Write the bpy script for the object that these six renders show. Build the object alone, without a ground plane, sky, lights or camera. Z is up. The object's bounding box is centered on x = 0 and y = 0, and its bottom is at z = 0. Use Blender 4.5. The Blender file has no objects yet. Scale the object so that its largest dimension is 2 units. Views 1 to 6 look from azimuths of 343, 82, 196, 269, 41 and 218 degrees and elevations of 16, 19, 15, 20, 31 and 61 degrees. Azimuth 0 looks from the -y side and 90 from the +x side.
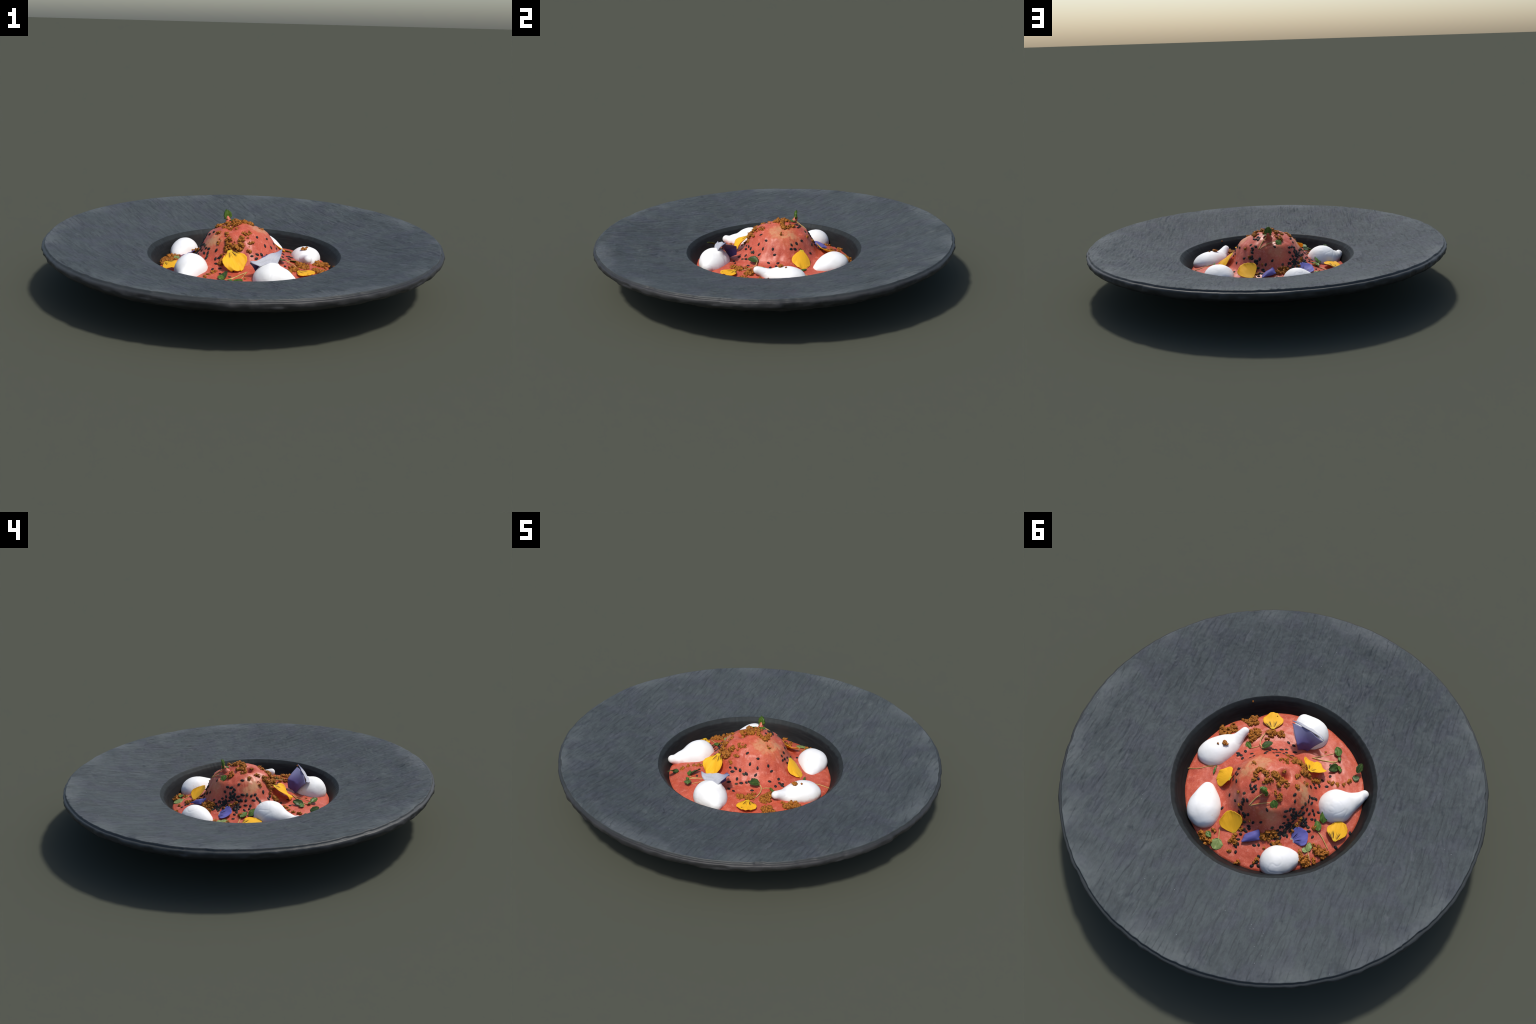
# Plated dessert: dark slate-textured wide-rim bowl plate with a coral fruit sauce, a sauce-coated
# scoop, meringue kisses, viola petals, micro greens, black sesame seeds and biscuit crumbs.
import bpy, bmesh, math, random
import numpy as np
from mathutils import Vector, Matrix

rng = random.Random(7)
npr = np.random.default_rng(7)

# ------------------------------------------------------------------ noise (vectorised value noise)
def _hash(ix, iy, iz, seed):
    n = (ix * 374761393 + iy * 668265263 + iz * 1274126177 + seed * 974634777) & 0x7fffffff
    n = ((n ^ (n >> 13)) * 1274126177) & 0x7fffffff
    n = ((n ^ (n >> 16)) * 668265263) & 0x7fffffff
    return ((n ^ (n >> 15)) & 0xffff) / 32767.5 - 1.0

def vnoise(x, y, z=0.0, seed=0):
    x, y = np.asarray(x, float), np.asarray(y, float)
    z = np.zeros_like(x) + z
    ix, iy, iz = np.floor(x).astype(np.int64), np.floor(y).astype(np.int64), np.floor(z).astype(np.int64)
    fx, fy, fz = x - ix, y - iy, z - iz
    ux, uy, uz = (f * f * f * (f * (f * 6 - 15) + 10) for f in (fx, fy, fz))
    out = 0
    for dx in (0, 1):
        for dy in (0, 1):
            for dz in (0, 1):
                w = (ux if dx else 1 - ux) * (uy if dy else 1 - uy) * (uz if dz else 1 - uz)
                out = out + w * _hash(ix + dx, iy + dy, iz + dz, seed)
    return out

def fbm(x, y, z=0.0, octaves=3, seed=0):
    s, a, f = 0, 1.0, 1.0
    for o in range(octaves):
        s = s + a * vnoise(x * f, y * f, z * f, seed + o)
        a, f = a * 0.5, f * 2.03
    return s / 1.75

def smooth(a, b, x):
    t = np.clip((x - a) / (b - a), 0, 1)
    return t * t * (3 - 2 * t)

# ------------------------------------------------------------------ scene helpers
def link(ob, parent=None):
    bpy.context.scene.collection.objects.link(ob)
    if parent:
        ob.parent = parent
    return ob

def empty(name, parent=None, loc=(0, 0, 0)):
    e = bpy.data.objects.new(name, None)
    e.empty_display_size = 0.1
    e.location = loc
    return link(e, parent)

def fill_mesh(me, verts, faces):
    """Vertices (n, 3) and same-sized polygons (m, k) straight from arrays."""
    verts, faces = np.asarray(verts, np.float32), np.asarray(faces, np.int32)
    k = faces.shape[1]
    me.vertices.add(len(verts))
    me.vertices.foreach_set("co", verts.reshape(-1))
    me.loops.add(faces.size)
    me.loops.foreach_set("vertex_index", faces.reshape(-1))
    me.polygons.add(len(faces))
    me.polygons.foreach_set("loop_start", np.arange(0, faces.size, k, dtype=np.int32))
    me.polygons.foreach_set("loop_total", np.full(len(faces), k, np.int32))
    me.update(calc_edges=True)

def mesh_from(name, verts, faces, mat, smooth_shade=True):
    me = bpy.data.meshes.new(name)
    if isinstance(faces, np.ndarray):
        fill_mesh(me, verts, faces)
    else:
        me.from_pydata([tuple(map(float, v)) for v in verts], [], [tuple(int(i) for i in f) for f in faces])
    me.materials.append(mat)
    if smooth_shade:
        me.polygons.foreach_set("use_smooth", [True] * len(me.polygons))
    me.update()
    return me

def obj(name, me, parent=None, matrix=None):
    o = bpy.data.objects.new(name, me)
    if matrix is not None:
        o.matrix_world = matrix
    return link(o, parent)

def split_body(verts, faces, region, names, mats, parent):
    """One smooth body, its faces separated by region; border vertices coincide, whole-body normals kept."""
    verts = np.asarray(verts)
    whole = bpy.data.meshes.new("whole_body")
    fill_mesh(whole, verts, faces)
    nrm = np.empty(len(verts) * 3, np.float32)
    whole.vertex_normals.foreach_get("vector", nrm)
    nrm = nrm.reshape(-1, 3)
    bpy.data.meshes.remove(whole)
    faces = np.asarray(faces)
    made = []
    for k, (nm, mt) in enumerate(zip(names, mats)):
        fs = faces[np.asarray(region) == k]
        used, inv = np.unique(fs, return_inverse=True)
        me = mesh_from(nm, verts[used], inv.reshape(fs.shape), mt)
        me.normals_split_custom_set_from_vertices(nrm[used].tolist())
        made.append(obj(nm, me, parent))
    return made

# ------------------------------------------------------------------ material helpers
class Mat:
    def __init__(self, name, rough=0.5, spec=0.3):
        self.m = bpy.data.materials.new(name)
        self.m.use_nodes = True
        self.t = self.m.node_tree
        self.b = self.t.nodes["Principled BSDF"]
        self.b.inputs["Roughness"].default_value = rough
        self.b.inputs["Specular IOR Level"].default_value = spec
        self.tc = self.t.nodes.new("ShaderNodeTexCoord")
        self.obj = self.tc.outputs["Object"]

    def lk(self, a, b):
        if hasattr(a, "links"):
            self.t.links.new(a, b)
        else:
            b.default_value = a

    def math(self, op, a, b=0.0, c=0.0, clamp=False):
        n = self.t.nodes.new("ShaderNodeMath")
        n.operation, n.use_clamp = op, clamp
        for i, v in enumerate((a, b, c)):
            self.lk(v, n.inputs[i])
        return n.outputs[0]

    def mapping(self, scale=(1, 1, 1), rot=(0, 0, 0), loc=(0, 0, 0), vec=None):
        n = self.t.nodes.new("ShaderNodeMapping")
        self.lk(vec or self.obj, n.inputs[0])
        n.inputs["Scale"].default_value, n.inputs["Rotation"].default_value, n.inputs["Location"].default_value = scale, rot, loc
        return n.outputs[0]

    def grained(self, scale, angle, loc=(0, 0, 0)):
        """Turn the coordinates so that x runs along the grain, then stretch them."""
        return self.mapping(scale, (0, 0, 0), loc, self.mapping((1, 1, 1), (0, 0, angle)))

    def noise(self, scale, detail=3, rough=0.5, vec=None, dist=0.0):
        n = self.t.nodes.new("ShaderNodeTexNoise")
        self.lk(vec or self.obj, n.inputs["Vector"])
        n.inputs["Scale"].default_value, n.inputs["Detail"].default_value = scale, detail
        n.inputs["Roughness"].default_value, n.inputs["Distortion"].default_value = rough, dist
        return n.outputs["Fac"]

    def voronoi(self, scale, vec=None):
        n = self.t.nodes.new("ShaderNodeTexVoronoi")
        self.lk(vec or self.obj, n.inputs["Vector"])
        n.inputs["Scale"].default_value = scale
        return n.outputs["Distance"]

    def step(self, x, a, b, lo=0.0, hi=1.0):
        n = self.t.nodes.new("ShaderNodeMapRange")
        n.interpolation_type = "SMOOTHSTEP"
        self.lk(x, n.inputs["Value"])
        for k, v in zip(("From Min", "From Max", "To Min", "To Max"), (a, b, lo, hi)):
            n.inputs[k].default_value = v
        return n.outputs[0]

    def mix(self, fac, a, b, blend="MIX"):
        n = self.t.nodes.new("ShaderNodeMix")
        n.data_type, n.blend_type = "RGBA", blend
        self.lk(fac, n.inputs[0])
        for v, i in ((a, 6), (b, 7)):
            self.lk((*v, 1.0) if isinstance(v, tuple) and len(v) == 3 else v, n.inputs[i])
        return n.outputs[2]

    def sep(self, vec=None):
        n = self.t.nodes.new("ShaderNodeSeparateXYZ")
        self.lk(vec or self.obj, n.inputs[0])
        return n.outputs

    def comb(self, x, y, z=0.0):
        n = self.t.nodes.new("ShaderNodeCombineXYZ")
        for i, v in enumerate((x, y, z)):
            self.lk(v, n.inputs[i])
        return n.outputs[0]

    def dist(self, p, vec=None):
        n = self.t.nodes.new("ShaderNodeVectorMath")
        n.operation = "DISTANCE"
        self.lk(vec or self.obj, n.inputs[0])
        n.inputs[1].default_value = p
        return n.outputs["Value"]

    def bump(self, height, strength=0.3, distance=0.003):
        n = self.t.nodes.new("ShaderNodeBump")
        n.inputs["Strength"].default_value, n.inputs["Distance"].default_value = strength, distance
        self.lk(height, n.inputs["Height"])
        if self.b.inputs["Normal"].links:
            self.lk(self.b.inputs["Normal"].links[0].from_socket, n.inputs["Normal"])
        self.lk(n.outputs[0], self.b.inputs["Normal"])

    def colour(self, c):
        self.lk((*c, 1.0) if isinstance(c, tuple) and len(c) == 3 else c, self.b.inputs["Base Color"])

    def translucent(self, colour, amount):
        tr = self.t.nodes.new("ShaderNodeBsdfTranslucent")
        self.lk((*colour, 1.0) if isinstance(colour, tuple) else colour, tr.inputs[0])
        mx = self.t.nodes.new("ShaderNodeMixShader")
        mx.inputs[0].default_value = amount
        self.t.links.new(self.b.outputs[0], mx.inputs[1])
        self.t.links.new(tr.outputs[0], mx.inputs[2])
        self.t.links.new(mx.outputs[0], self.t.nodes["Material Output"].inputs[0])

GRAIN = math.radians(72.5)          # slate grain runs along (0.30, -0.95)

def slate_rim():
    m = Mat("slate_rim", 0.72, 0.15)
    broad = m.noise(5.0, 4, 0.55)
    tint = m.noise(9.0, 3, 0.5, vec=m.mapping(loc=(3, 7, 1)))
    streak = m.noise(1.0, 4, 0.6, vec=m.grained((15, 62, 20), GRAIN), dist=0.35)
    fine = m.noise(170, 2, 0.6)
    c = m.mix(m.step(broad, .35, .65), (.0530, .0640, .0668), (.0660, .0785, .0808))
    c = m.mix(m.step(tint, .46, .62, 0, .9), c, (.058, .065, .0755))
    c = m.mix(m.step(streak, .36, .62, .45, 0), c, (.034, .038, .043))
    c = m.mix(m.step(streak, .55, .78, 0, .3), c, (.074, .083, .086))
    c = m.mix(m.step(fine, .5, .75, 0, .22), c, (.085, .095, .10))
    x = m.sep()
    rad = m.math("SQRT", m.math("ADD", m.math("MULTIPLY", x[0], x[0]), m.math("MULTIPLY", x[1], x[1])))
    edge = m.math("MULTIPLY", m.step(rad, .86, .985), m.step(m.noise(4.0, 3), .42, .62))
    c = m.mix(m.math("MULTIPLY", edge, .6), c, (.105, .118, .119))
    scuff = m.step(m.noise(7.0, 5, .65, vec=m.grained((1, 2.6, 1), GRAIN, (9, 2, 0))), .58, .76, 0, .6)
    c = m.mix(scuff, c, (.098, .108, .115))
    speck = m.math("MULTIPLY", m.step(m.voronoi(38), .045, .075, 1, 0), m.step(m.noise(11), .55, .62))
    c = m.mix(m.math("MULTIPLY", speck, .7), c, (.28, .30, .31))
    wv = m.t.nodes.new("ShaderNodeTexWave")
    wv.wave_type, wv.bands_direction, wv.wave_profile = "BANDS", "Y", "SAW"
    m.lk(m.grained((.4, 1, 1), GRAIN), wv.inputs["Vector"])
    for k, v in (("Scale", 11), ("Distortion", 8), ("Detail", 4), ("Detail Scale", .9), ("Detail Roughness", .6)):
        wv.inputs[k].default_value = v
    patch = m.step(m.noise(1.0, 3, .5, vec=m.grained((11, 24, 9), GRAIN, (4, 4, 4))), .42, .60)
    painted_scarp_shade = m.math("MULTIPLY", m.step(wv.outputs["Fac"], .02, .30, 1, 0), patch)  # dark line painted along each scarp drop for its unlit side
    c = m.mix(m.math("MULTIPLY", painted_scarp_shade, .5), c, (.024, .028, .032))
    m.colour(c)
    m.bump(fine, .25, .0012)
    m.bump(m.math("MULTIPLY", wv.outputs["Fac"], patch), .6, .004)
    m.bump(streak, .4, .003)
    return m.m

def slate_well():
    m = Mat("glazed_well", 0.55, 0.10)
    x = m.sep()
    brush = m.noise(1.0, 4, .6, vec=m.mapping((14, 14, 120)))
    c = m.mix(m.step(brush, .35, .7), (.009, .0093, .0097), (.015, .0155, .0155))
    c = m.mix(m.step(m.noise(6, 3), .5, .7, 0, .6), c, (.016, .0125, .012))
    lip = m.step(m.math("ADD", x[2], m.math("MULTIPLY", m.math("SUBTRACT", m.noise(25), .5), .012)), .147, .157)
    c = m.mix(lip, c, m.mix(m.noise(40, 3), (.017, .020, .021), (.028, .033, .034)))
    m.colour(c)
    m.bump(brush, .3, .0015)
    return m.m

def slate_base():
    m = Mat("slate_underside", 0.5, 0.3)
    a = m.noise(7, 4, .6)
    c = m.mix(m.step(a, .3, .7), (.020, .020, .0205), (.031, .031, .0315))
    c = m.mix(m.step(m.noise(30, 4), .5, .75, 0, .4), c, (.046, .047, .048))
    x = m.sep()
    c = m.mix(m.step(x[2], .236, .247, 0, .8), c, m.mix(a, (.028, .033, .034), (.043, .049, .050)))  # up-facing edge ridge tinted lighter where it catches the light
    m.colour(c)
    m.bump(m.noise(60, 4, .6), .35, .003)
    return m.m

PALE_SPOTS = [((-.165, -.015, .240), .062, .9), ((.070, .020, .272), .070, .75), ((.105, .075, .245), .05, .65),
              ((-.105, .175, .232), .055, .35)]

def sauce_mat():
    m = Mat("coral_sauce", 0.42, 0.35)
    big = m.noise(11, 4, .55, dist=.6)
    mid = m.noise(42, 4, .6, dist=.4)
    fine = m.noise(230, 2, .6)
    c = m.mix(m.step(big, .35, .68), (.43, .068, .032), (.52, .100, .052))
    c = m.mix(m.step(m.noise(19, 5, .6, vec=m.mapping(loc=(2, 5, 3))), .50, .72, 0, .6), c, (.36, .040, .020))
    c = m.mix(m.step(mid, .52, .74, 0, .6), c, (.64, .21, .145))
    c = m.mix(m.step(mid, .28, .45, .5, 0), c, (.40, .055, .035))
    c = m.mix(m.step(fine, .30, .48, .35, 0), c, (.36, .045, .028))
    c = m.mix(m.step(fine, .54, .76, 0, .42), c, (.70, .28, .21))
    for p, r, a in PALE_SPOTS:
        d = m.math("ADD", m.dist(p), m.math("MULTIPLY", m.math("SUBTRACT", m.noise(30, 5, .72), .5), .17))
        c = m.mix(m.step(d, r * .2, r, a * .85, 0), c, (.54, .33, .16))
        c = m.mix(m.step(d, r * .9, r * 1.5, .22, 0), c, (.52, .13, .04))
    foam = m.math("MULTIPLY", m.step(m.voronoi(150), .10, .22, 1, 0), m.step(m.noise(9, 3), .42, .60))
    c = m.mix(m.math("MULTIPLY", foam, .28), c, (.70, .30, .22))
    dots = m.math("MULTIPLY", m.step(m.voronoi(105), .08, .17, 1, 0), m.step(m.noise(16), .44, .56))
    c = m.mix(m.math("MULTIPLY", dots, .55), c, (.14, .03, .025))
    m.colour(c)
    m.bump(mid, .25, .003)
    m.bump(fine, .12, .001)
    return m.m

def meringue_mat():
    m = Mat("meringue", 0.6, 0.25)
    c = m.mix(m.step(m.noise(14, 4), .3, .7), (.745, .735, .70), (.80, .795, .775))
    x = m.sep()
    h = m.math("ADD", x[2], m.math("MULTIPLY", m.math("SUBTRACT", m.noise(24, 4), .5), .05))
    c = m.mix(m.step(h, .100, .120, .6, 0), c, (.62, .22, .17))       # sauce soaked into the foot
    c = m.mix(m.step(m.voronoi(17), .035, .065, .6, 0), c, (.62, .40, .14))
    m.colour(c)
    m.bump(m.noise(60, 4, .6), .05, .002)
    return m.m

def petal_mat(name, base, deep, streaks, root, edge=None, transl=.25):
    """Petal local frame: y runs from root to tip, x across."""
    m = Mat(name, 0.55, 0.2)
    x = m.sep()
    yy = m.math("ADD", x[1], .012)
    ang = m.math("ARCTAN2", x[0], yy)
    r = m.math("SQRT", m.math("ADD", m.math("MULTIPLY", x[0], x[0]), m.math("MULTIPLY", yy, yy)))
    vein = m.noise(1.0, 3, .6, vec=m.comb(m.math("MULTIPLY", ang, 22), m.math("MULTIPLY", r, 16)))
    c = m.mix(m.step(vein, .4, .7, 0, .55), base, deep)
    c = m.mix(m.step(m.noise(30, 2), .5, .7, 0, .35), c, deep)
    if edge:
        c = m.mix(m.step(r, .05, .12), c, edge)
    if streaks:
        col, far = streaks
        ln = m.noise(1.0, 1, .5, vec=m.comb(m.math("MULTIPLY", ang, 9.5), m.math("MULTIPLY", r, 7), 3.7))
        s = m.math("MULTIPLY", m.step(ln, .52, .56), m.step(r, far * .75, far * 1.1, 1, 0))
        s = m.math("MULTIPLY", s, m.step(r, .022, .030))
        s = m.math("MULTIPLY", s, m.step(m.math("ABSOLUTE", ang), .65, .85, 1, 0))
        c = m.mix(m.math("MULTIPLY", s, .92), c, col)
    if root:
        c = m.mix(m.step(r, .016, .028, 1, 0), c, root)
    m.colour(c)
    m.bump(vein, .3, .0015)
    m.translucent(c, transl)
    return m.m

def leaf_mat(name, a, b, vein):
    m = Mat(name, 0.45, 0.35)
    x = m.sep()
    n = m.noise(45, 3)
    c = m.mix(m.step(n, .35, .65), a, b)
    mid = m.math("MULTIPLY", m.step(m.math("ABSOLUTE", x[0]), .0006, .002, 1, 0), .6)
    c = m.mix(mid, c, vein)
    side = m.math("ABSOLUTE", m.math("SINE", m.math("ADD", m.math("MULTIPLY", m.math("ABSOLUTE", x[0]), 500), m.math("MULTIPLY", x[1], -420))))
    c = m.mix(m.step(side, .0, .15, .3, 0), c, vein)
    m.colour(c)
    m.translucent(c, .2)
    return m.m

def plain_mat(name, a, b, scale, rough=.5, spec=.3, bump=0.0, lo=.35, hi=.65):
    m = Mat(name, rough, spec)
    n = m.noise(scale, 3, .6)
    m.colour(m.mix(m.step(n, lo, hi), a, b))
    if bump:
        m.bump(n, bump, .002)
    return m.m

M_RIM, M_WELL, M_BASE = slate_rim(), slate_well(), slate_base()
M_SAUCE, M_MER = sauce_mat(), meringue_mat()
M_YEL = petal_mat("yellow_petal", (.97, .55, .025), (.86, .42, .014), ((.05, .018, .008), .062), (.72, .52, .03))
M_YEL2 = petal_mat("yellow_petal_plain", (.95, .53, .026), (.80, .40, .014), None, (.70, .52, .04))
M_BLUE = petal_mat("violet_petal", (.17, .165, .47), (.09, .08, .31), ((.008, .006, .035), .060), (.62, .56, .26), (.17, .16, .52), .2)
M_LAV = petal_mat("lavender_petal", (.115, .088, .25), (.088, .075, .21), None, None, (.19, .19, .33), .12)
M_LAVB = petal_mat("lavender_petal_underside", (.50, .50, .53), (.33, .34, .40), None, None, (.19, .21, .33), .1)
M_LAV2 = petal_mat("lavender_petal_plain", (.15, .14, .40), (.10, .095, .31), None, None, (.15, .14, .42), .2)
M_LEAF = leaf_mat("green_leaf", (.055, .115, .012), (.10, .19, .025), (.17, .26, .05))
M_LEAFD = leaf_mat("dark_green_leaf", (.025, .055, .010), (.055, .10, .015), (.09, .14, .03))
M_LEAFP = leaf_mat("pale_green_leaf", (.21, .28, .085), (.27, .34, .11), (.36, .42, .17))
M_STEM = plain_mat("stem", (.42, .30, .08), (.55, .36, .14), 60)
M_SEED = plain_mat("black_sesame", (.0085, .009, .0095), (.017, .018, .018), 120, .6, .2)
M_SEED2 = plain_mat("brown_sesame", (.030, .028, .018), (.055, .050, .032), 120, .6, .2)
M_CRUMB = plain_mat("biscuit_crumb", (.12, .034, .007), (.44, .165, .020), 190, .7, .2, .9, .34, .62)

# ------------------------------------------------------------------ plate
plate = empty("plate")
plate["label"] = "round dark slate-grey bowl plate with a wide textured rim"
plate["category"] = "dinner plate"

WELL_EDGE, RIM_EDGE = .4935, .983
profile_well = [(.4935, .1685), (.489, .1665), (.4855, .160), (.477, .1535), (.4715, .147), (.462, .133), (.453, .115), (.443, .098), (.431, .082),
                (.413, .068), (.36, .050), (.22, .038), (.10, .034)]
profile_out = [(.983, .2545), (.9850, .2495), (.9870, .2447), (.9905, .2440), (.9955, .2428), (.9985, .2385), (.9992, .2290), (.9965, .2185),
               (.9880, .2080), (.9720, .1985), (.9500, .1875), (.9250, .1775), (.8850, .1660), (.8200, .1520), (.7400, .1370),
               (.6600, .1270), (.5900, .1160), (.5350, .1040), (.4990, .0860), (.4680, .0620), (.4380, .0360), (.4080, .0120),
               (.3840, .0010), (.3740, .0000), (.3550, .0000), (.3450, .0050), (.1000, .0080)]

def resample(pts, spacing):
    out = [pts[0]]
    for a, b in zip(pts, pts[1:]):
        n = max(1, int(round(math.dist(a, b) / spacing)))
        out += [(a[0] + (b[0] - a[0]) * k / n, a[1] + (b[1] - a[1]) * k / n) for k in range(1, n + 1)]
    return out

RIM_R = np.linspace(WELL_EDGE, RIM_EDGE, 201)
RIM_Z = np.interp(RIM_R, [.4935, .55, .62, .70, .78, .84, .89, .94, .983],
                  [.1685, .1770, .1872, .2020, .2192, .2325, .2434, .2516, .2545])
for _ in range(3):                                   # round the control polygon off
    RIM_Z[6:-6] = np.convolve(RIM_Z, np.ones(13) / 13, "valid")

def rim_profile(n):
    for k in range(n + 1):
        r = WELL_EDGE + (RIM_EDGE - WELL_EDGE) * k / n
        yield r, float(np.interp(r, RIM_R, RIM_Z))

NA = 1320
inner = resample(profile_well, .009)[::-1]
mid = list(rim_profile(150))[1:-1]
outer = resample(profile_out, .007)
prof = np.array(inner + mid + outer)
n_in, n_mid = len(inner), len(mid)
th = np.linspace(0, 2 * np.pi, NA, endpoint=False)
PR, TH = np.meshgrid(prof[:, 0], th, indexing="ij")
PZ = np.repeat(prof[:, 1][:, None], NA, 1)
ca, sa = np.cos(TH), np.sin(TH)
# chipped, slightly wandering edges of rim and well
ex, ey = ca * 1.0, sa * 1.0
w_out = smooth(.93, .985, PR)
w_in = np.exp(-((PR - .485) / .020) ** 2) * (PZ > .12)
low = (PZ < .2365) & (PR > .9)
PR2 = PR + w_out * (.0026 * fbm(ex * 9, ey * 9, 1, 3, 11) + .0014 * vnoise(ex * 36, ey * 36, 2, 12) - .004 * smooth(.45, .75, vnoise(ex * 17, ey * 17, PZ * 40, 13)))
PR2 += w_in * (.0020 * fbm(ex * 10, ey * 10, 5, 3, 21) + .0012 * vnoise(ex * 34, ey * 34, 3, 22))
side = (PR > .87) & (PZ < .246)
PR2 += np.where(side, (.0060 * fbm(ex * 7, ey * 7, PZ * 25, 3, 31) + .0040 * vnoise(ex * 22, ey * 22, PZ * 60, 32)) * smooth(.246, .225, PZ) * smooth(.86, .93, PR), 0)
PX, PY = PR2 * ca, PR2 * sa
DENTS = [(.62, .33, .012, .005), (.34, .62, .012, .005)]
# slate relief on the rim: grain along one direction, shallow steps and pits
gu, gv = .30 * PX - .954 * PY, .954 * PX + .30 * PY
warp = .010 * fbm(PX * 8, PY * 8, 0, 2, 41)
strokes = fbm(gu * 12, (gv + warp) * 46, 0, 3, 42)
ridged = -np.exp(-(vnoise(gu * 7, (gv + warp) * 27, 0, 45) / .16) ** 2)
steps = fbm(PX * 6.5, PY * 6.5, 0, 3, 43)
fine = vnoise(PX * 90, PY * 90, 0, 44)
amp = .45 + .85 * smooth(-.4, .5, fbm(PX * 2.2, PY * 2.2, 0, 2, 46))
def scarps(freq, seed):
    """Terrace edges along the grain: a slow rise, then a sudden small drop, only in patches."""
    f = (gv + warp) * freq + 1.1 * fbm(gu * 4, gv * 7, 0, 2, seed) + .35 * vnoise(gu * 16, gv * 30, 0, seed + 4)
    f = f - np.floor(f)
    return (f - smooth(.84, 1.0, f)) * smooth(-.25, .45, vnoise(gu * 9, gv * 20, 0, seed + 6))
relief = amp * (.0046 * scarps(26, 80) + .0036 * scarps(52, 90)) - .0012 + amp * (.0018 * strokes + .0018 * ridged) + .0022 * steps + .0009 * fine
w_rim = np.zeros_like(PR)
w_rim[n_in:n_in + n_mid] = 1
w_rim *= smooth(WELL_EDGE, WELL_EDGE + .02, PR) * (.35 + .65 * smooth(RIM_EDGE + .002, RIM_EDGE - .012, PR))
PZ2 = PZ + w_rim * relief
for px, py, rr, dep in DENTS:
    d = np.hypot(PX - px, PY - py)
    PZ2 -= w_rim * dep * np.exp(-(d / rr) ** 2)
PZ2 += np.where((PZ > .1) & (PR > .49), .0018 * fbm(ex * 3, ey * 3, 0, 2, 51) * smooth(.5, .95, PR), 0)
# underside relief
under = np.zeros_like(PR)
under[n_in + n_mid + 14:] = 1
PZ2 += under * (PZ > .03) * .0045 * fbm(PX * 9, PY * 9, 0, 3, 61)
# very slight tilt of the plate as it stands
PZ2 += smooth(.03, .16, PZ) * (-.0042 * PX + .004 * PY) + under * (-.0060 * PX ** 2 + .0030 * PY ** 2 - .0045 * PX * PY) * smooth(.45, .95, PR)
nr = len(prof)
PX, PY = PX - .0015 * smooth(.55, .97, PR), PY + .0016 * smooth(.55, .97, PR)
foot = under * smooth(.60, .45, PR)                  # the foot is thrown slightly off centre
PX, PY = PX - .014 * foot, PY + .004 * foot
V = np.stack([PX, PY, PZ2], -1).reshape(-1, 3)
i, j = np.meshgrid(np.arange(nr - 1), np.arange(NA), indexing="ij")
a, b = i * NA + j, i * NA + (j + 1) % NA
F = np.stack([a, a + NA, b + NA, b], -1).reshape(-1, 4)
reg = np.where(i < n_in - 1, 1, np.where(i < n_in + n_mid, 0, 2)).reshape(-1)
# close both centres with small fans collapsed to quads
c1, c2 = len(V), len(V) + 1
V = np.vstack([V, [[0, 0, .034], [0, 0, .008]]])
jj = np.arange(0, NA, 2)
f1 = np.stack([np.full(len(jj), c1), jj, jj + 1, (jj + 2) % NA], -1)
o0 = (nr - 1) * NA
f2 = np.stack([np.full(len(jj), c2), o0 + (jj + 2) % NA, o0 + jj + 1, o0 + jj], -1)
F = np.vstack([F, f1, f2])
reg = np.concatenate([reg, np.full(len(f1), 1), np.full(len(f2), 2)])
split_body(V, F, reg, ["rim", "well", "underside"], [M_RIM, M_WELL, M_BASE], plate)

# ------------------------------------------------------------------ dessert: sauce and coated scoop
dessert = empty("dessert", None, (0, 0, .034))
dessert["label"] = "coral sauce dessert with meringues, viola petals, black sesame and crumbs"
dessert["category"] = "plated dessert"
UP = Matrix.Identity(4)

SC = np.array([-.020, .045])                    # axis of the scoop
SK = np.array([0, .05, .10, .125, .15, .175, .20, .225, .25, .30, .36, .44, .60])
SM = np.array([.188, .184, .168, .153, .137, .101, .060, .033, .016, .003, 0, 0, 0])

def _curve(x):
    """Smooth (Catmull-like) interpolation of the scoop profile."""
    xs = np.linspace(0, .6, 601)
    ys = np.interp(xs, SK, SM)
    k = np.ones(17) / 17
    pad = np.concatenate([ys[8:0:-1], ys, np.full(8, ys[-1])])
    ys = np.convolve(pad, k, "valid")
    return np.interp(x, xs, ys)

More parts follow.
